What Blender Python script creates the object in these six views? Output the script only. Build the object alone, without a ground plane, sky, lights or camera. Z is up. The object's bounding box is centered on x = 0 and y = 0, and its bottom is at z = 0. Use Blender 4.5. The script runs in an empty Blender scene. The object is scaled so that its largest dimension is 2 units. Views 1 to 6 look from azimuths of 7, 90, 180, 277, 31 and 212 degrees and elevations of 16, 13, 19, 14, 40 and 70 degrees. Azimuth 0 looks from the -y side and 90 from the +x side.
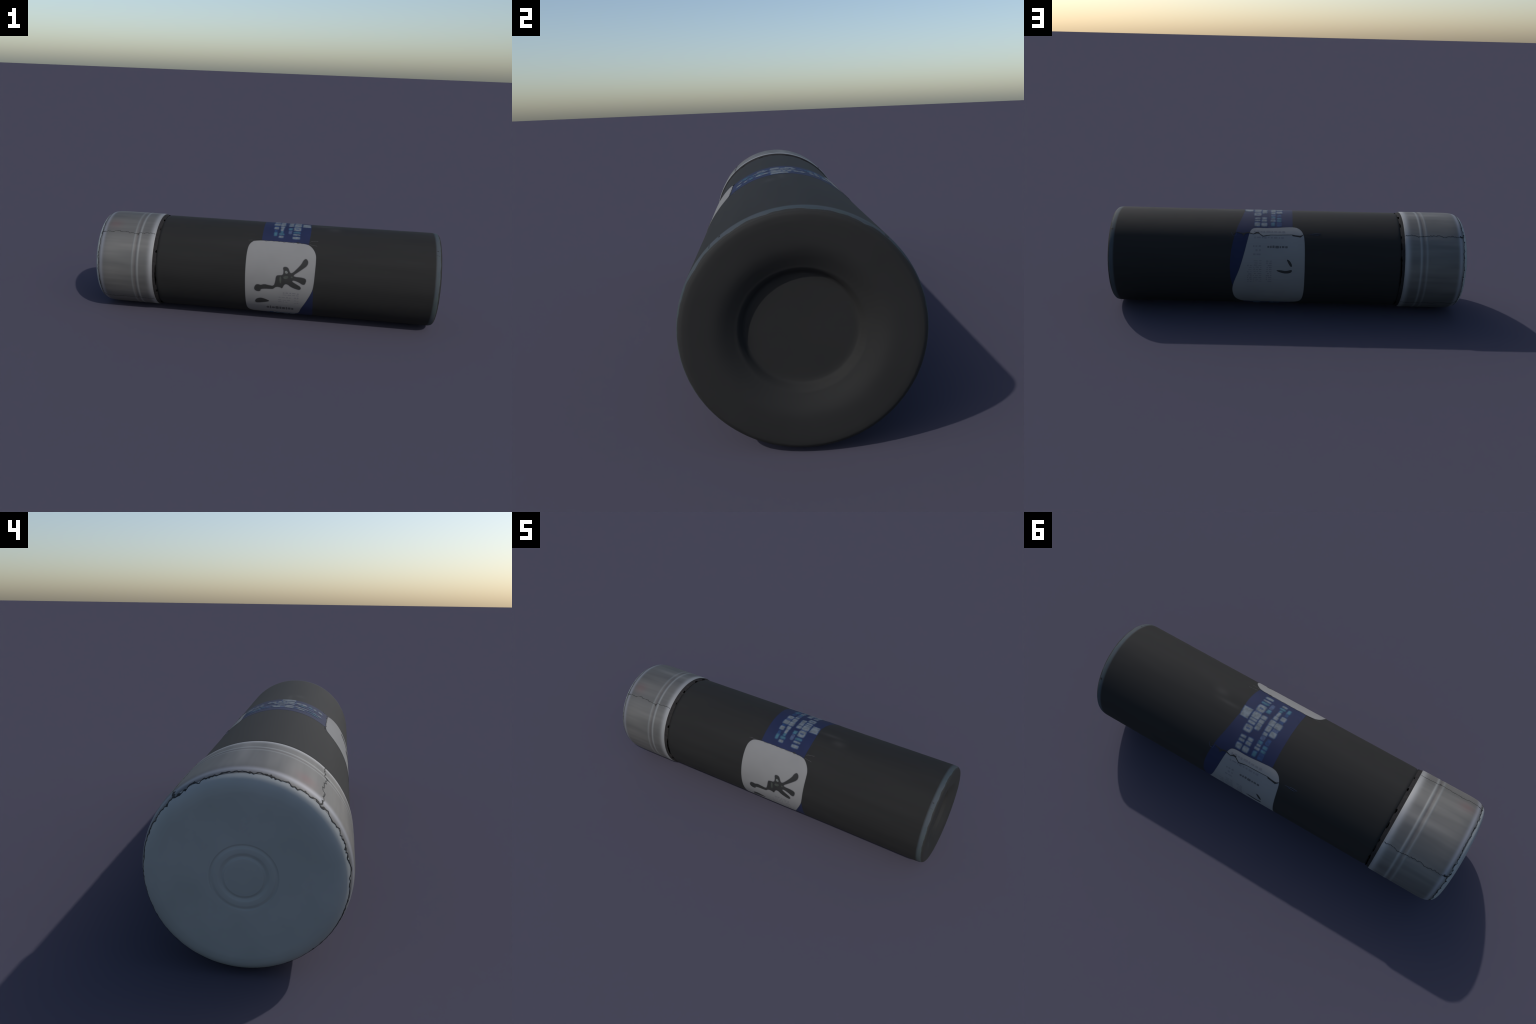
"""A dark cylindrical canister lying on its side: metal lid, printed label band,
rimmed base with a recessed well.  Axis along x, lid at -x, base at +x."""
import bpy, bmesh, math, random
from mathutils import Vector
from mathutils.geometry import delaunay_2d_cdt

SEG = 240                       # divisions round the axis
R_BODY = 0.2730                 # barrel radius
R_LID = 0.2798                  # lid radius
AXIS_Z = 0.2825                 # height of the axis above the ground
rng = random.Random(7)

# ------------------------------------------------------------------ helpers
def point(x, r, phi):
    """phi in degrees: 0 = top, +90 = front (-y), -90 = back, 180 = underneath."""
    a = math.radians(phi)
    return (x, -r * math.sin(a), AXIS_Z + r * math.cos(a))


root = bpy.data.objects.new("storage_canister", None)
bpy.context.scene.collection.objects.link(root)
root["label"] = "dark cylindrical canister with metal lid and blue and white label"
root["category"] = "canister"


def add_object(name, mesh, material, parent=root, stuff=False):
    obj = bpy.data.objects.new(name, mesh)
    bpy.context.scene.collection.objects.link(obj)
    obj.parent = parent
    mesh.materials.append(material)
    if stuff:
        obj["kind"] = "stuff"
    return obj


def smooth_profile(points, n=6):
    """Catmull-Rom curve through (x, r) control points."""
    out = []
    for i in range(len(points) - 1):
        p0 = points[max(i - 1, 0)]
        p1, p2 = points[i], points[i + 1]
        p3 = points[min(i + 2, len(points) - 1)]
        for k in range(n):
            t = k / n
            out.append(tuple(0.5 * (2 * b + (c - a) * t + (2 * a - 5 * b + 4 * c - d) * t * t
                                    + (3 * b - a - 3 * c + d) * t ** 3)
                             for a, b, c, d in zip(p0, p1, p2, p3)))
    out.append(points[-1])
    return out


def lathe(name, profile, material, parent=root, before=None, after=None, wobble=None):
    """Surface of revolution.  before/after: neighbouring profile points, so that
    the normals run on across a border shared with the next part."""
    verts, faces, normals = [], [], []
    ext = [before or profile[0]] + list(profile) + [after or profile[-1]]
    rings = []
    for i, (x, r) in enumerate(profile):
        tx, tr = ext[i + 2][0] - ext[i][0], ext[i + 2][1] - ext[i][1]
        length = math.hypot(tx, tr) or 1.0
        nx, nr = -tr / length, tx / length
        if r < 1e-5:
            rings.append([len(verts)])
            verts.append(point(x, 0, 0))
            normals.append((nx, 0, nr))
            continue
        ring = []
        for s in range(SEG):
            phi = 360.0 * s / SEG
            rr, xx = r, x
            if wobble:
                xx, rr = wobble(x, r, phi)
            ring.append(len(verts))
            verts.append(point(xx, rr, phi))
            a = math.radians(phi)
            normals.append((nx, -nr * math.sin(a), nr * math.cos(a)))
        rings.append(ring)
    for a, b in zip(rings, rings[1:]):
        for s in range(SEG):
            t = (s + 1) % SEG
            if len(a) == 1:
                faces.append((a[0], b[t], b[s]))
            elif len(b) == 1:
                faces.append((a[s], a[t], b[0]))
            else:
                faces.append((a[s], a[t], b[t], b[s]))
    mesh = bpy.data.meshes.new(name)
    mesh.from_pydata(verts, [], faces)
    bm = bmesh.new()
    bm.from_mesh(mesh)
    bmesh.ops.recalc_face_normals(bm, faces=bm.faces)
    # open shells: make the faces look away from the axis / outwards
    bm.normal_update()
    score = 0.0
    for f in bm.faces:
        n = normals[f.verts[0].index]
        score += f.normal.dot(n) * f.calc_area()
    if score < 0:
        bmesh.ops.reverse_faces(bm, faces=bm.faces)
    bm.to_mesh(mesh)
    bm.free()
    for p in mesh.polygons:
        p.use_smooth = True
    mesh.normals_split_custom_set_from_vertices(normals)
    return add_object(name, mesh, material, parent)


def chaikin(points, times=2):
    """Round the corners of a closed outline."""
    for _ in range(times):
        out = []
        for i, p in enumerate(points):
            q = points[(i + 1) % len(points)]
            out.append((0.75 * p[0] + 0.25 * q[0], 0.75 * p[1] + 0.25 * q[1]))
            out.append((0.25 * p[0] + 0.75 * q[0], 0.25 * p[1] + 0.75 * q[1]))
        points = out
    return points


def oblong(x, phi, wx, wphi, roundness=2):
    """Outline of a small rounded block of print, wx metres by wphi degrees."""
    a, b = wx / 2, wphi / 2
    c = 0.74
    pts = [(-a, -b * c), (-a * c, -b), (a * c, -b), (a, -b * c),
           (a, b * c), (a * c, b), (-a * c, b), (-a, b * c)]
    return chaikin([(x + u, phi + v) for u, v in pts], roundness - 1)


def grow(poly, d):
    """Offset an outline outwards by d metres (degrees scaled on the barrel)."""
    k = math.radians(1) * R_BODY
    pts = [(x, p * k) for x, p in poly]
    area = sum(pts[i][0] * pts[(i + 1) % len(pts)][1] - pts[(i + 1) % len(pts)][0] * pts[i][1]
               for i in range(len(pts)))
    sgn = 1 if area > 0 else -1
    out = []
    for i, p in enumerate(pts):
        a, b = pts[i - 1], pts[(i + 1) % len(pts)]
        tx, ty = b[0] - a[0], b[1] - a[1]
        L = math.hypot(tx, ty) or 1
        out.append((p[0] + sgn * d * ty / L, (p[1] - sgn * d * tx / L) / k))
    return out


def wrapped(name, outlines, height, material, parent=root, radius=None, step=2.0,
            stuff=False, skirt=0.0009):
    """Thin printed film: (x, phi) outlines wrapped round the canister, with a
    small edge that runs down to the surface below."""
    radius = radius or (lambda x: R_BODY)
    bm = bmesh.new()
    for outline in outlines:
        part = bmesh.new()
        clean = []
        for p in outline:
            if not clean or math.hypot(p[0] - clean[-1][0], (p[1] - clean[-1][1]) * .005) > 1e-5:
                clean.append(p)
        k_arc = math.radians(1) * R_BODY          # flat pattern in metres
        flat = [Vector((x, p * k_arc)) for x, p in clean]
        co, _, tris, *_ = delaunay_2d_cdt(flat, [], [list(range(len(flat)))], 1, 1e-6)
        corner = [part.verts.new((c.x, c.y, 0)) for c in co]
        for tri in tris:
            part.faces.new([corner[i] for i in tri])
        lo = min(p for _, p in clean)
        hi = max(p for _, p in clean)
        k = math.ceil(lo / step)
        while k * step < hi:
            bmesh.ops.bisect_plane(part, geom=part.verts[:] + part.edges[:] + part.faces[:],
                                   plane_co=(0, k * step * k_arc, 0), plane_no=(0, 1, 0), dist=1e-6)
            k += 1
        border = [e for e in part.edges if e.is_boundary]
        ret = bmesh.ops.extrude_edge_only(part, edges=border)
        skirt_verts = {g for g in ret["geom"] if isinstance(g, bmesh.types.BMVert)}
        for v in part.verts:
            x, p = v.co.x, v.co.y / k_arc
            h = height - (skirt if v in skirt_verts else 0.0)
            v.co = point(x, radius(x) + h, p)
        tmp = bpy.data.meshes.new("tmp")
        part.to_mesh(tmp)
        part.free()
        bm.from_mesh(tmp)
        bpy.data.meshes.remove(tmp)
    bm.normal_update()
    for f in bm.faces:
        c = f.calc_center_median()
        out = (f.normal.y * c.y + f.normal.z * (c.z - AXIS_Z))
        if out < 0 and abs(out) > 0.3 * math.hypot(c.y, c.z - AXIS_Z):
            f.normal_flip()
    mesh = bpy.data.meshes.new(name)
    bm.to_mesh(mesh)
    bm.free()
    return add_object(name, mesh, material, parent, stuff)


def ribbon(points, width, jitter=0.0, seed=1, close=False):
    """Outline pieces of a ragged line through (x, phi) points; width in metres."""
    r = random.Random(seed)
    k = math.radians(1) * R_BODY
    quads = []
    prev = None
    for i, (x, p) in enumerate(points):
        a = points[max(i - 1, 0)]
        b = points[min(i + 1, len(points) - 1)]
        tx, ty = b[0] - a[0], (b[1] - a[1]) * k
        L = math.hypot(tx, ty) or 1
        w = (width(i) if callable(width) else width) * (0.6 + 0.8 * r.random()) / 2
        nx, ny = -ty / L * w, tx / L * w
        cur = ((x + nx, p + ny / k), (x - nx, p - ny / k))
        if prev:
            quads.append([prev[0], cur[0], cur[1], prev[1]])
        prev = cur
    return quads


def ragged(x0, p0, x1, p1, n, amp, seed):
    """Zig-zag path between two (x, phi) points; amp in degrees."""
    r = random.Random(seed)
    out = []
    level = 0.0
    for i in range(n + 1):
        t = i / n
        level = 0.6 * level + amp * (r.random() - 0.5)
        out.append((x0 + (x1 - x0) * t + 0.002 * (r.random() - .5), p0 + (p1 - p0) * t + level))
    return out

# ---------------------------------------------------------------- materials
class Nodes:
    def __init__(self, name):
        self.mat = bpy.data.materials.new(name)
        self.mat.use_nodes = True
        self.t = self.mat.node_tree
        self.bsdf = self.t.nodes["Principled BSDF"]
        self.coord = self.t.nodes.new("ShaderNodeTexCoord").outputs["Object"]

    def link(self, a, b):
        self.t.links.new(a, b)

    def noise(self, scale, stretch=(1, 1, 1), detail=3.0, rough=0.5):
        m = self.t.nodes.new("ShaderNodeMapping")
        m.inputs["Scale"].default_value = stretch
        self.link(self.coord, m.inputs["Vector"])
        n = self.t.nodes.new("ShaderNodeTexNoise")
        n.inputs["Scale"].default_value = scale
        n.inputs["Detail"].default_value = detail
        n.inputs["Roughness"].default_value = rough
        self.link(m.outputs["Vector"], n.inputs["Vector"])
        return n.outputs["Fac"]

    def ramp(self, fac, stops):
        r = self.t.nodes.new("ShaderNodeValToRGB")
        e = r.color_ramp.elements
        while len(e) < len(stops):
            e.new(0.5)
        for el, (pos, col) in zip(e, stops):
            el.position = pos
            el.color = (*col, 1) if len(col) == 3 else col
        self.link(fac, r.inputs["Fac"])
        return r.outputs["Color"]

    def math(self, op, a, b=0.0, c=None):
        n = self.t.nodes.new("ShaderNodeMath")
        n.operation = op
        for i, v in enumerate((a, b, c)):
            if v is None:
                continue
            if isinstance(v, (int, float)):
                n.inputs[i].default_value = v
            else:
                self.link(v, n.inputs[i])
        return n.outputs[0]

    def mix(self, fac, a, b):
        n = self.t.nodes.new("ShaderNodeMix")
        n.data_type = "RGBA"
        for sock, v in ((n.inputs[0], fac), (n.inputs[6], a), (n.inputs[7], b)):
            if isinstance(v, (int, float)):
                sock.default_value = v
            elif isinstance(v, tuple):
                sock.default_value = (*v, 1)
            else:
                self.link(v, sock)
        return n.outputs[2]

    def xyz(self):
        s = self.t.nodes.new("ShaderNodeSeparateXYZ")
        self.link(self.coord, s.inputs[0])
        return s.outputs

    def bump(self, height, strength, distance=0.002):
        b = self.t.nodes.new("ShaderNodeBump")
        b.inputs["Strength"].default_value = strength
        b.inputs["Distance"].default_value = distance
        self.link(height, b.inputs["Height"])
        self.link(b.outputs["Normal"], self.bsdf.inputs["Normal"])

    def finish(self, color, roughness=0.5, metallic=0.0, specular=0.5):
        if isinstance(color, tuple):
            self.bsdf.inputs["Base Color"].default_value = (*color, 1)
        else:
            self.link(color, self.bsdf.inputs["Base Color"])
        if isinstance(roughness, float):
            self.bsdf.inputs["Roughness"].default_value = roughness
        else:
            self.link(roughness, self.bsdf.inputs["Roughness"])
        self.bsdf.inputs["Metallic"].default_value = metallic
        self.bsdf.inputs["Specular IOR Level"].default_value = specular
        return self.mat


def varied(name, color, amount=0.08, scale=9.0, stretch=(1, 1, 1), roughness=0.6,
           specular=0.5, metallic=0.0):
    n = Nodes(name)
    f = n.noise(scale, stretch)
    lo = tuple(c * (1 - amount) for c in color)
    hi = tuple(c * (1 + amount) for c in color)
    return n.finish(n.ramp(f, [(0.3, lo), (0.7, hi)]), roughness, metallic, specular)


BLACK = (0.0100, 0.0101, 0.0098)

def make_black_paint():
    n = Nodes("black_paint")
    long_streaks = n.noise(6.0, (0.25, 3, 3), 4)
    c = n.ramp(long_streaks, [(0.3, tuple(v * .86 for v in BLACK)), (0.7, tuple(v * 1.14 for v in BLACK))])
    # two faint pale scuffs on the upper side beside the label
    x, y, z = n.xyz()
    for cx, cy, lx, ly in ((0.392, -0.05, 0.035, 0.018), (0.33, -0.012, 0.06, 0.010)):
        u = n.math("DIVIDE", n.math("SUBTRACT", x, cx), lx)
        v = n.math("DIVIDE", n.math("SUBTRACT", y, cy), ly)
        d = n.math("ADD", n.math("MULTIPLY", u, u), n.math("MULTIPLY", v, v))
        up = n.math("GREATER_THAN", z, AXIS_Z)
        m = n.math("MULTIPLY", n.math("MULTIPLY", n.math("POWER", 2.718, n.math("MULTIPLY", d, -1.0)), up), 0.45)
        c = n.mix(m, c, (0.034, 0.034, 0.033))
    # a pale green-blue hairline where the barrel edge meets the lid
    return n.finish(c, 0.85, 0.0, 0.36)


def make_base_rim():
    n = Nodes("worn_teal_rim")
    f = n.noise(14.0, (1, 1, 1), 3)
    teal = n.ramp(f, [(0.3, (0.028, 0.044, 0.052)), (0.5, (0.038, 0.047, 0.058)), (0.7, (0.035, 0.052, 0.051))])
    x, y, z = n.xyz()
    edge = n.math("MULTIPLY_ADD", n.math("SUBTRACT", n.noise(26.0, (1, 1, 1), 4), 0.5), 0.012, x)
    inner = n.math("GREATER_THAN", edge, 0.9895)
    soft = n.ramp(n.math("MULTIPLY", n.math("SUBTRACT", x, 0.962), 110.0), [(0.0, (0, 0, 0)), (1.0, (1, 1, 1))])
    c = n.mix(soft, BLACK, teal)
    c = n.mix(inner, c, (0.014, 0.015, 0.015))
    return n.finish(c, 0.8, 0.0, 0.4)


def make_base():
    n = Nodes("black_plastic")
    f = n.noise(5.0, (1, 1, 1), 3)
    c = n.ramp(f, [(0.3, (0.0108, 0.0112, 0.0114)), (0.7, (0.0138, 0.0142, 0.0142))])
    return n.finish(c, 0.85, 0.0, 0.4)


def make_metal():
    n = Nodes("brushed_metal")
    x, y, z = n.xyz()
    fine = n.noise(55.0, (0.05, 1, 1), 4, 0.6)
    broad = n.noise(9.0, (0.12, 1, 1), 3)
    c = n.ramp(broad, [(0.32, (0.108, 0.108, 0.105)), (0.5, (0.150, 0.147, 0.140)), (0.68, (0.188, 0.182, 0.171))])
    c = n.mix(n.math("MULTIPLY", fine, 0.30), c, (0.21, 0.21, 0.21))
    # darker streaks running along the brushing
    wide = n.noise(8.0, (0.10, 1, 1), 3, 0.6)
    streak = n.ramp(wide, [(0.38, (0, 0, 0)), (0.62, (1, 1, 1))])
    c = n.mix(n.math("MULTIPLY", streak, 0.5), c, (0.070, 0.071, 0.071))
    # edge glints painted as pale bands: rolled lip, the two beads and the shoulder
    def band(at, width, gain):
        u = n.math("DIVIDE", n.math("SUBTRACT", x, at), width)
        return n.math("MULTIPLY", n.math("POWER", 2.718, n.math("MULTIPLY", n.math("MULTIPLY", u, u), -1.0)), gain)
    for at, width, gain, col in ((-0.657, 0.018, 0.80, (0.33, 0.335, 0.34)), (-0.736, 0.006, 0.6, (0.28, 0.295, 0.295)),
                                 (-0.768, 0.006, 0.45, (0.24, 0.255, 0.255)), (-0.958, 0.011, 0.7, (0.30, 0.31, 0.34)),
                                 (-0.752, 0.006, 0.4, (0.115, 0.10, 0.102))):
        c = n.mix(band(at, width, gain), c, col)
    # reddish patch near the shoulder
    d = None
    for s, at, w in ((x, -0.905, 0.040), (y, -0.145, 0.03), (z, AXIS_Z + 0.238, 0.03)):
        u = n.math("DIVIDE", n.math("SUBTRACT", s, at), w)
        q = n.math("MULTIPLY", u, u)
        d = q if d is None else n.math("ADD", d, q)
    c = n.mix(n.math("MULTIPLY", n.math("POWER", 2.718, n.math("MULTIPLY", d, -1.0)), 0.5), c, (0.17, 0.105, 0.105))
    n.bump(fine, 0.06, 0.001)
    return n.finish(c, 0.66, 0.55, 0.35)


def make_lid_face():
    n = Nodes("pale_metal_face")
    f = n.noise(7.0, (1, 1, 1), 3)
    c = n.ramp(f, [(0.35, (0.285, 0.300, 0.290)), (0.7, (0.320, 0.330, 0.325))])
    return n.finish(c, 0.55, 0.0, 0.4)


paint = make_black_paint()
teal = make_base_rim()
base_black = make_base()
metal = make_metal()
face_metal = make_lid_face()
blue = varied("blue_print", (0.0058, 0.0112, 0.046), 0.12, 8.0, (1, 1, 1), 0.8, 0.36)
white = varied("white_print", (0.180, 0.181, 0.182), 0.04, 7.0, (1, 1, 1), 0.8, 0.36)
BLUE = (0.0058, 0.0112, 0.046)
INKS = {"w": (0.098, 0.116, 0.134), "c": (0.030, 0.085, 0.120), "d": (0.009, 0.030, 0.090), "h": (0.034, 0.052, 0.105)}
ink_levels = {}
for tone, ink in INKS.items():
    glow = (0.010, 0.030, 0.088)
    if tone in "wc":
        ramp = [tuple(b + (g - b) * 0.55 for b, g in zip(BLUE, glow)), tuple(g + (i - g) * 0.25 for g, i in zip(glow, ink)),
                tuple(g + (i - g) * 0.68 for g, i in zip(glow, ink)), ink]
    else:
        ramp = [tuple(b + (i - b) * 0.35 for b, i in zip(BLUE, ink)), ink, ink, ink]
    ink_levels[tone] = [varied("lettering_ink", col, 0.30, 60.0, roughness=0.8, specular=0.36) for col in ramp]
ink_halo = ink_levels["h"][1]
panel_fringe = varied("panel_fringe", (0.075, 0.077, 0.082), 0.1, 25.0, roughness=0.8, specular=0.36)
ink_black = varied("black_ink", (0.0125, 0.0130, 0.0130), 0.2, 25.0, roughness=0.8)
ink_pale = varied("pale_grey_ink", (0.105, 0.115, 0.110), 0.1, 25.0, roughness=0.8)
ink_grey = varied("grey_ink", (0.058, 0.058, 0.061), 0.1, 25.0, roughness=0.8)
ink_faint = varied("faint_ink", (0.132, 0.130, 0.139), 0.05, 25.0, roughness=0.8)
ink_green = varied("green_grey_ink", (0.036, 0.043, 0.036), 0.15, 40.0, roughness=0.8)
lip_dark = varied("dark_lip", (0.0155, 0.0145, 0.0150), 0.3, 60.0, roughness=0.85, specular=0.2)
gap_dark = varied("dark_seam", (0.016, 0.0165, 0.0165), 0.2, 40.0, specular=0.2)
void_black = varied("painted_gap_black", (0.001, 0.001, 0.001), 0.2, 40.0, specular=0.0)

# ------------------------------------------------------------------- shell
barrel_profile = smooth_profile([(-0.640, 0.2660), (-0.626, 0.2672), (-0.621, 0.2700), (-0.613, 0.2725), (-0.600, R_BODY)], 4) \
    + [(-0.55 + i * (0.93 + 0.55) / 20, R_BODY + 0.0016 * max(0, i - 14) / 6) for i in range(21)] + [(0.962, R_BODY + 0.0016)]
rim_profile = smooth_profile([(0.962, R_BODY + 0.0016), (0.974, 0.2742), (0.984, 0.2724), (0.990, 0.2698), (0.994, 0.2664)], 6)
base_profile = smooth_profile([(0.994, 0.2664), (0.998, 0.2605), (0.9996, 0.2510), (1.000, 0.240), (0.9997, 0.210), (0.9978, 0.190),
                               (0.9930, 0.174), (0.9865, 0.160), (0.9810, 0.1490), (0.977, 0.1410), (0.970, 0.1345), (0.962, 0.1285),
                               (0.9590, 0.1215), (0.958, 0.105), (0.958, 0.06), (0.958, 0.0)], 6)
barrel = lathe("barrel", barrel_profile, paint, after=rim_profile[1])
base_rim = lathe("base_rim", rim_profile, teal, before=barrel_profile[-2], after=base_profile[1])
base = lathe("base", base_profile, base_black, before=rim_profile[-2])

lid_face_profile = smooth_profile([(-1.0, 0.0), (-1.0, 0.046), (-0.9984, 0.052), (-0.9970, 0.057), (-0.9984, 0.062),
                                   (-1.0, 0.067), (-1.0, 0.077), (-0.9987, 0.082), (-0.9978, 0.086), (-0.9987, 0.090),
                                   (-1.0, 0.095), (-1.0, 0.15), (-0.9998, 0.213), (-0.9985, 0.232), (-0.9945, 0.2470), (-0.9870, 0.2585), (-0.9765, 0.2665)], 5)
lid_profile = smooth_profile([(-0.9765, 0.2665), (-0.968, 0.2708), (-0.957, 0.2747), (-0.940, 0.2780), (-0.915, 0.2795), (-0.88, R_LID),
                              (-0.84, R_LID), (-0.785, R_LID), (-0.776, R_LID), (-0.768, 0.2803), (-0.760, 0.2796), (-0.752, 0.2789),
                              (-0.744, 0.2796), (-0.736, 0.2804), (-0.728, R_LID), (-0.715, R_LID), (-0.68, R_LID), (-0.663, R_LID),
                              (-0.652, 0.2792), (-0.646, 0.2780)], 5)
lip_profile = smooth_profile([(-0.646, 0.2780), (-0.639, 0.2755), (-0.632, 0.2728), (-0.627, 0.270), (-0.627, 0.262)], 5)
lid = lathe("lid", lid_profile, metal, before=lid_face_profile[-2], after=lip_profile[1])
lid_face = lathe("lid_face", lid_face_profile, face_metal, parent=lid, after=lid_profile[1])
lid_lip = lathe("lid_lip", lip_profile, lip_dark, parent=lid, before=lid_profile[-2])
neck = lathe("neck", [(-0.66, 0.2600), (-0.645, 0.2640), (-0.62, 0.2640), (-0.60, 0.2600)], base_black)


def lid_radius(x):
    for a, b in zip(lid_profile, lid_profile[1:]):
        if a[0] <= x <= b[0] and b[0] > a[0]:
            return a[1] + (b[1] - a[1]) * (x - a[0]) / (b[0] - a[0])
    for a, b in zip(lid_face_profile, lid_face_profile[1:]):
        if a[1] > 0.2 and a[0] <= x <= b[0] and b[0] > a[0]:
            return a[1] + (b[1] - a[1]) * (x - a[0]) / (b[0] - a[0])
    return lid_profile[0][1]

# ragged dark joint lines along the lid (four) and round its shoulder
lines = []
for k, phi in enumerate((43.3, -43.5, 133.0, -133.0)):
    lines += ribbon(ragged(-0.972, phi, -0.645, phi, 52, 1.9, 20 + k), 0.0021, seed=30 + k)
lines += ribbon([(-0.757, 44.2), (-0.752, 46.6), (-0.747, 43.4)], 0.0035, seed=3)
lines += ribbon([(-0.975, 43.0), (-0.966, 44.2), (-0.955, 43.2)], 0.006, seed=4)
lines += ribbon([(-0.972, -42.3), (-0.964, -43.6), (-0.956, -42.0)], 0.007, seed=5)
wrapped("seam_line", lines, 0.0006, gap_dark, lid, lid_radius, stuff=True)
ring = []
r9 = random.Random(11)
walk = 0.0
for i in range(361):
    walk = 0.65 * walk + 0.0075 * (r9.random() - .5)
    ring.append((-0.9755 + walk, -180 + i))
thick = [0.0017 + (0.0045 if r9.random() < 0.2 else 0.0012 * r9.random()) for _ in ring]
wrapped("shoulder_seam", ribbon(ring, lambda i: thick[i], seed=12), 0.0007, gap_dark, lid, lid_radius, stuff=True)

# flat black chips between lid lip and barrel
slit_patches = []
for phi, span, wide in ((15, 3.5, 0.010), (65, 3.5, 0.009), (95, 27, 0.007), (118, 4, 0.005), (-11, 5, 0.011), (-27, 7, 0.005),
                        (-45, 4, 0.004), (-57, 8, 0.006), (-71, 6, 0.011), (-88, 34, 0.007), (34, 3, 0.004), (150, 9, 0.005), (-140, 12, 0.006)):
    r = random.Random(int(phi * 7))
    n = max(4, int(span / 2.5))
    up = [(-0.6275 + wide * 0.6 * r.random() * math.sin(math.pi * (i + .3) / (n + .6)), phi + span * (i / n - .5)) for i in range(n + 1)]
    dn = [(-0.6285 - wide * 0.9 * r.random() * math.sin(math.pi * (i + .3) / (n + .6)), phi + span * (i / n - .5)) for i in range(n, -1, -1)]
    slit_patches.append(up + dn)
wrapped("painted_slit_dark", slit_patches, 0.0010, void_black, root, lambda x: 0.2722 if x < -0.627 else 0.2715, stuff=True, skirt=0.004)

# ------------------------------------------------------------------- label
BAND_TOP = [(-0.020, 42), (0.100, 42), (0.252, 42), (0.257, 26), (0.257, 14), (0.252, 6), (0.252, -2), (0.260, -14),
            (0.270, -24), (0.284, -34), (0.296, -44), (0.307, -55), (0.316, -66), (0.320, -75), (0.321, -86), (0.318, -98),
            (0.308, -108), (0.280, -112), (0.20, -112), (0.18, -90), (0.15, -60), (0.10, -41), (-0.022, -41)]
BAND_UNDER = [(0.15, 125), (0.22, 100), (0.290, 94), (0.296, 100), (0.297, 112), (0.297, 145), (0.290, 160), (0.276, 176),
              (0.262, 192), (0.254, 206), (0.252, 220), (0.10, 221), (-0.020, 221), (-0.020, 180), (-0.020, 146)]
band = wrapped("label_band", [BAND_TOP, BAND_UNDER], 0.0004, blue)

PANEL_FRONT = [(-0.055, 40.4), (0.090, 40.2), (0.242, 40.8), (0.275, 46.0), (0.297, 54), (0.300, 62), (0.299, 76), (0.296, 92),
               (0.289, 100), (0.258, 115), (0.227, 130), (0.218, 141), (0.200, 149), (0.130, 151), (-0.030, 151), (-0.072, 147),
               (-0.090, 138), (-0.093, 122), (-0.095, 95), (-0.097, 75), (-0.096, 54), (-0.085, 45.2)]
PANEL_BACK = [(0.190, -36.2), (0.211, -39.5), (0.221, -48), (0.240, -67), (0.268, -88), (0.296, -102), (0.309, -113), (0.307, -122),
              (0.298, -131), (0.280, -138), (0.255, -143), (0.200, -145), (0.080, -145), (-0.030, -145), (-0.065, -141), (-0.083, -133),
              (-0.091, -118), (-0.092, -100), (-0.091, -70), (-0.088, -50), (-0.080, -43), (-0.064, -37.5), (-0.032, -34), (0.050, -35.5),
              (0.120, -36.8)]
panel_front = wrapped("label_panel", [chaikin(PANEL_FRONT, 2)], 0.0008, white, band)
panel_back = wrapped("label_panel", [chaikin(PANEL_BACK, 2)], 0.0008, white, band)

wrapped("panel_edge", [grow(chaikin(PANEL_FRONT, 2), 0.0016), grow(chaikin(PANEL_BACK, 2), 0.0016)], 0.0006, panel_fringe, band, stuff=True)

# lettering on the blue: four lines running round the barrel, (phi, width, height in degrees, tone)
LINES = {
    0.1760: [(33.0, .043, 4.0, "w"), (27.5, .042, 2.6, "w"), (23.3, .040, 3.0, "c"), (15.1, .043, 9.5, "o"), (5.1, .043, 8.0, "w"),
             (10.3, .034, 2.4, "h"), (-0.4, .040, 3.0, "w"), (-4.0, .038, 3.4, "w"), (-11.0, .042, 8.0, "o"),
             (-20.3, .030, 3.2, "w"), (-24.4, .030, 3.2, "w"), (-31.0, .032, 6.5, "w")],
    0.1370: [(16.0, .022, 5.0, "c"), (23.1, .016, 7.0, "h"), (6.8, .030, 5.0, "w"), (1.6, .028, 5.0, "w"), (-2.4, .026, 4.0, "w"), (-6.2, .028, 4.6, "w"),
             (-20.0, .028, 4.0, "w"), (-24.4, .030, 4.2, "w"), (-31.2, .034, 6.5, "w")],
    0.0880: [(32.5, .028, 3.6, "w"), (27.9, .030, 3.4, "c"), (23.6, .016, 4.0, "c"), (18.6, .018, 7.0, "w"), (13.0, .024, 5.0, "w"), (5.9, .032, 7.5, "w"), (-1.4, .028, 7.2, "w"),
             (-7.8, .024, 4.0, "w"), (-12.6, .020, 4.0, "h"), (-17.6, .022, 3.6, "c"), (-21.0, .022, 2.6, "w"), (-24.6, .028, 3.2, "w"), (-30.6, .020, 6.0, "c")],
    0.0535: [(28.3, .018, 7.0, "c"), (22.7, .012, 4.0, "d"), (15.9, .028, 6.0, "w"), (10.7, .020, 4.0, "d"), (5.5, .038, 7.5, "w"), (0.2, .026, 4.0, "h"), (-4.8, .034, 6.6, "w"),
             (-13.9, .018, 6.0, "d"), (-20.5, .024, 3.4, "c"), (-24.8, .026, 3.2, "c"), (-30.6, .024, 6.5, "d")],
}
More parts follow.
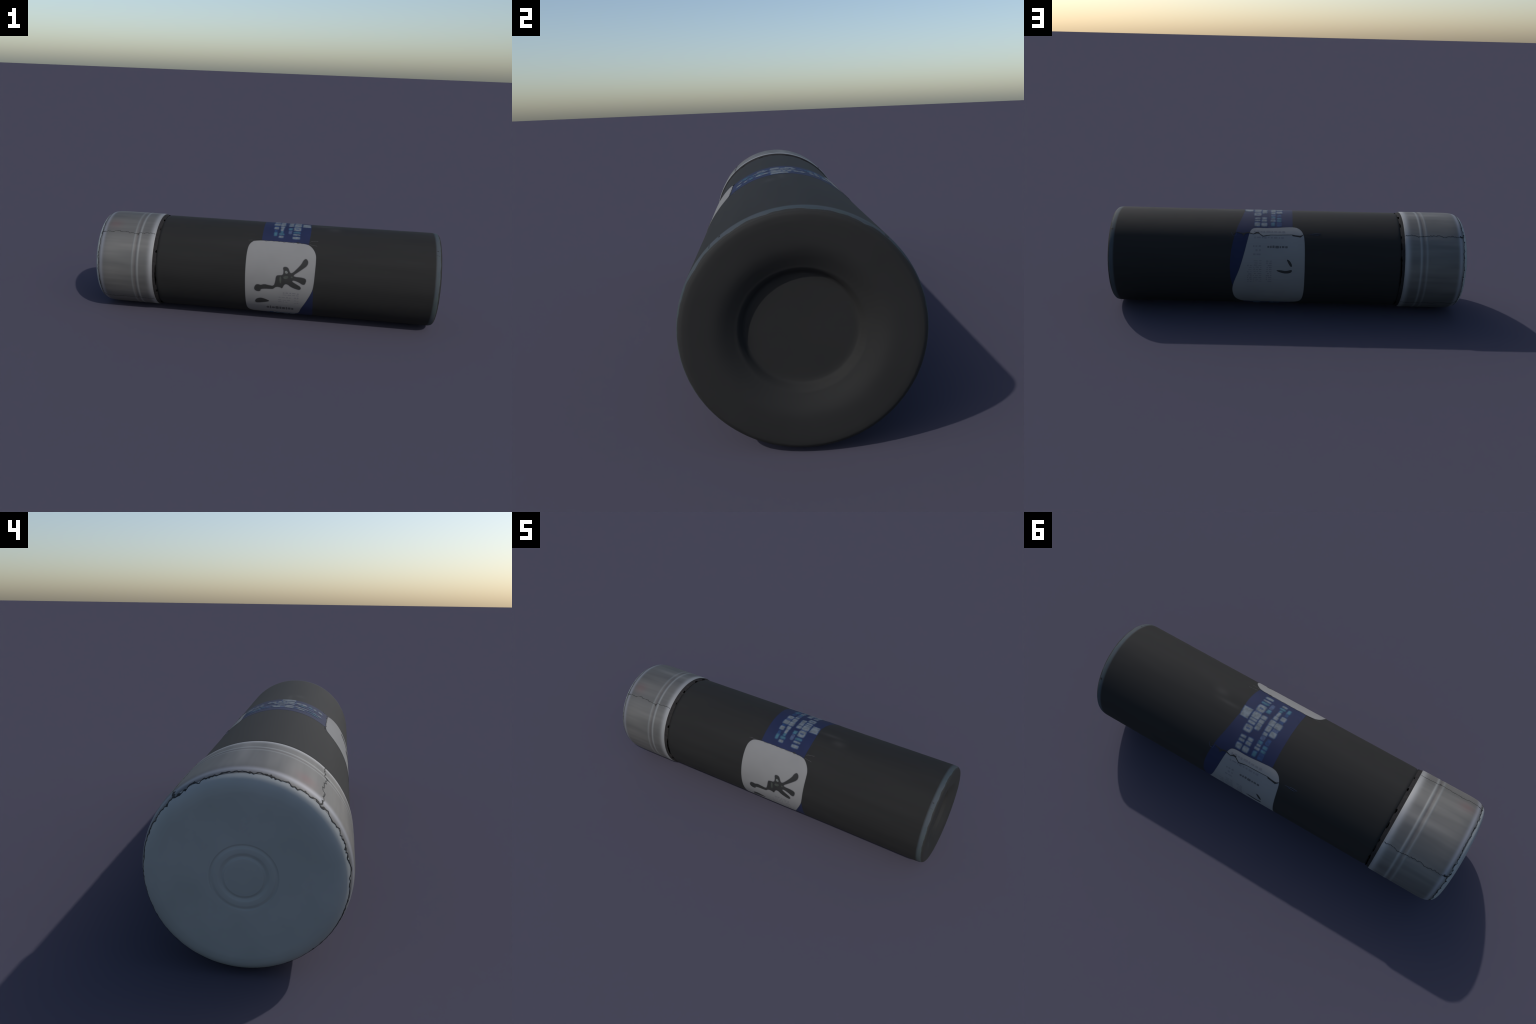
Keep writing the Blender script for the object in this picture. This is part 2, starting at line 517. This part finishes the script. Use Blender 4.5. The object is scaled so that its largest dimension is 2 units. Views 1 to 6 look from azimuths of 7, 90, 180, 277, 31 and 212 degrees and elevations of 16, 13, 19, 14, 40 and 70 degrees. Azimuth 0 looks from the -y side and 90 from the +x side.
# print is soft-edged: every mark is a stack of four nested films, pale core on top
SOFT = (("lettering_edge", 0.0040, 0.0006, 0), ("lettering_edge", 0.0014, 0.0009, 1),
        ("lettering_edge", -0.0012, 0.0012, 2), ("lettering", -0.0034, 0.0015, 3))
marks = {"w": [], "c": [], "d": [], "h": []}
counters = []
for turn in (0.0, 182.0):
    for x, glyphs in LINES.items():
        for phi, w, h, tone in glyphs:
            marks["w" if tone == "o" else tone].append(oblong(x, phi + turn, w, h, 2))
            if tone == "o":                       # a letter with an open counter
                counters.append(oblong(x, phi + turn, w * .5, h * .25, 2))
    marks["w"].append([(0.2045, 9.2 + turn), (0.2275, 9.1 + turn), (0.2530, 9.0 + turn), (0.2500, 3.0 + turn), (0.2475, -2.8 + turn),
                       (0.2270, -2.8 + turn), (0.2045, -2.8 + turn), (0.2045, 3.0 + turn)])
for tone, outlines in marks.items():
    for name, spread, lift, level in SOFT:
        if tone in "dh" and level > 1:
            continue
        wrapped(name, [grow(o, spread) for o in outlines], lift + 0.00004 * "hdcw".index(tone), ink_levels[tone][level], band, stuff=True)
wrapped("lettering", counters, 0.0019, ink_levels["w"][1], band, stuff=True)

# printed picture of a tool with open arms on the front panel
TOOL_BODY = [(0.117, 72.7), (0.131, 71.5), (0.147, 72.6), (0.155, 76.2), (0.162, 78.9), (0.175, 78.2), (0.198, 73.2), (0.221, 67.2),
             (0.230, 62.4), (0.245, 60.0), (0.259, 63.8), (0.254, 68.6), (0.230, 72.9), (0.203, 77.3), (0.183, 80.4), (0.181, 82.8),
             (0.238, 83.2), (0.255, 85.3), (0.248, 91.5), (0.232, 91.7), (0.216, 89.3), (0.182, 87.0), (0.172, 88.6), (0.197, 91.6),
             (0.227, 95.0), (0.222, 98.9), (0.198, 98.1), (0.167, 95.6), (0.149, 92.5), (0.131, 92.8), (0.119, 98.8), (0.110, 97.2),
             (0.084, 96.7), (0.067, 100.1), (0.058, 100.3), (0.022, 100.5), (-0.004, 101.5), (-0.006, 104.3), (-0.022, 105.2), (-0.040, 103.3),
             (-0.042, 99.6), (-0.032, 95.8), (-0.016, 95.5), (-0.005, 96.3), (0.015, 94.6), (0.039, 95.5), (0.070, 96.3), (0.078, 90.8),
             (0.081, 84.0), (0.089, 82.4), (0.120, 81.9), (0.123, 77.2)]
DROP = [(-0.039, 121.1), (-0.029, 116.6), (-0.004, 114.3), (0.022, 116.0), (0.051, 119.0), (0.022, 121.7), (-0.031, 124.4)]
picture = wrapped("printed_picture", [grow(chaikin(TOOL_BODY, 1), -0.0010), grow(chaikin(DROP, 2), -0.0010)], 0.0017, ink_black, panel_front, stuff=True)
wrapped("picture_edge", [grow(chaikin(TOOL_BODY, 1), 0.0008), grow(chaikin(DROP, 2), 0.0008)], 0.0014, ink_grey, panel_front, stuff=True)
wrapped("picture_edge", [grow(chaikin(TOOL_BODY, 1), 0.0026), grow(chaikin(DROP, 2), 0.0026)], 0.0011, ink_faint, panel_front, stuff=True)
HIGHLIGHTS = [[(0.129, 77.1), (0.137, 76.0), (0.149, 78.2), (0.143, 79.9), (0.132, 79.4)],
              [(0.122, 83.5), (0.142, 82.5), (0.153, 82.8), (0.148, 85.7), (0.127, 86.5)],
              [(0.100, 83.7), (0.112, 83.9), (0.112, 91.9), (0.104, 92.1)], [(0.166, 82.5), (0.176, 82.5), (0.176, 84.5), (0.166, 84.5)]]
wrapped("picture_detail", [chaikin(HIGHLIGHTS[0], 1)], 0.0020, ink_pale, panel_front, stuff=True)
wrapped("picture_detail", [chaikin(h, 1) for h in HIGHLIGHTS[1:]], 0.0020, ink_green, panel_front, stuff=True)


def words(x0, x1, phi, height, seed, gap=0.35):
    """A row of small print: separate marks of uneven length."""
    r = random.Random(seed)
    out = []
    x = x0
    while x < x1 - 0.006:
        w = min(0.008 + 0.016 * r.random(), x1 - x)
        out.append(oblong(x + w / 2, phi + 0.4 * (r.random() - .5), w, height * (0.75 + 0.5 * r.random()), 2))
        x += w + 0.004 + gap * 0.012 * r.random()
    return out

front_print = words(0.124, 0.216, 104.6, 1.5, 1) + words(0.124, 0.216, 107.3, 1.2, 2) + words(0.100, 0.170, 111.5, 1.5, 3) \
    + words(0.190, 0.216, 111.3, 2.0, 4, 0) + words(0.098, 0.168, 115.6, 1.3, 5) + words(0.098, 0.165, 118.8, 1.3, 6) \
    + words(0.190, 0.216, 115.6, 1.0, 7, 0) + words(0.190, 0.216, 119.6, 1.2, 8, 0)
wrapped("small_print", front_print, 0.0011, ink_faint, panel_front, stuff=True)
wrapped("small_print", words(0.028, 0.188, 132.5, 6.0, 9, 0.0), 0.0011, ink_grey, panel_front, stuff=True)

back_print = words(0.020, 0.194, -41.5, 2.2, 11) + words(0.026, 0.190, -49.2, 2.2, 12) + words(0.152, 0.196, -59.8, 2.2, 13) \
    + words(0.152, 0.194, -64.6, 2.2, 14) + words(0.152, 0.194, -69.2, 1.8, 15)
for i in range(11):                                # two columns of short lines
    phi = -77.0 - 2.5 * i
    back_print += words(0.146, 0.194, phi, 1.2, 40 + i)
    back_print += words(0.090, 0.122, phi, 1.3, 60 + i, 0.1)
    if i > 1:
        back_print += words(0.200, 0.226, phi - 0.6, 1.3, 80 + i, 0.2)
wrapped("small_print", back_print, 0.0011, ink_faint, panel_back, stuff=True)
wrapped("small_print", words(0.004, 0.124, -60.4, 2.6, 16, 0), 0.0011, ink_grey, panel_back, stuff=True)
HOOK = [(0.010, -74.3), (-0.006, -75.5), (-0.020, -79.5), (-0.023, -83.1), (-0.014, -83.3), (-0.002, -79.5)]
STROKE = [(0.070, -87.8), (0.046, -87.2), (0.010, -88.4), (-0.012, -87.0), (-0.023, -86.8), (-0.021, -89.8), (0.000, -91.4), (0.030, -91.2)]
wrapped("printed_picture", [chaikin(HOOK, 2), chaikin(STROKE, 2)], 0.0012, ink_black, panel_back, stuff=True)

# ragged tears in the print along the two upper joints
tear = [(0.309, -46.0), (0.289, -42.8), (0.253, -44.6), (0.224, -43.2), (0.196, -45.0), (0.177, -43.0), (0.164, -44.0), (0.142, -47.6),
        (0.120, -46.6), (0.100, -45.8), (0.047, -45.6), (-0.021, -45.0), (-0.064, -47.4), (-0.083, -44.4)]
tear_width = [.002, .002, .006, .005, .003, .007, .006, .005, .003, .002, .002, .003, .009, .002]
wrapped("print_tear", ribbon(tear, lambda i: tear_width[i], seed=5) +
        [[(0.262, -44.0), (0.240, -44.5), (0.250, -48.0)], [(0.184, -42.2), (0.164, -42.6), (0.162, -44.2), (0.176, -44.0)],
         [(-0.022, -46.6), (-0.018, -45.0), (-0.060, -46.0), (-0.080, -45.6), (-0.066, -48.2)]], 0.0016, gap_dark, band, stuff=True)
wrapped("print_tear", ribbon(ragged(-0.060, 40.2, 0.255, 40.9, 60, 1.4, 71), 0.0014, seed=72) +
        [oblong(0.190, 39.9, 0.014, 1.4, 2)], 0.0013, gap_dark, band, stuff=True)
wrapped("print_fleck", ribbon(ragged(-0.096, 41.2, -0.058, 40.2, 12, 1.2, 73), 0.0013, seed=74) +
        ribbon(ragged(0.258, 41.6, 0.300, 42.9, 8, .6, 75), 0.0012, seed=76) +
        ribbon(ragged(0.259, 37.2, 0.303, 36.6, 10, 1.6, 77), 0.0014, seed=78), 0.0006, ink_grey, barrel, stuff=True)
wrapped("print_fleck", ribbon([(-0.114, -44.0), (-0.150, -42.6), (-0.179, -42.9), (-0.165, -44.6), (-0.130, -44.4)], 0.0012, seed=79)
        + ribbon([(0.320, -43.0), (0.309, -47.6), (0.292, -47.2), (0.289, -43.0)], 0.0012, seed=80), 0.0006, ink_halo, barrel, stuff=True)

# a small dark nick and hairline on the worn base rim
wrapped("rim_nick", [oblong(0.9745, 38.0, 0.008, 0.9, 2)] + ribbon([(0.966, 44.0), (0.976, 44.2), (0.985, 44.6)], 0.0012, seed=91)
        + [oblong(0.981, -42.0, 0.012, 2.2, 2)], 0.0006, gap_dark, base_rim,
        lambda x: next((a[1] + (b[1] - a[1]) * (x - a[0]) / (b[0] - a[0]) for a, b in zip(rim_profile, rim_profile[1:]) if a[0] <= x <= b[0]), 0.27), stuff=True)
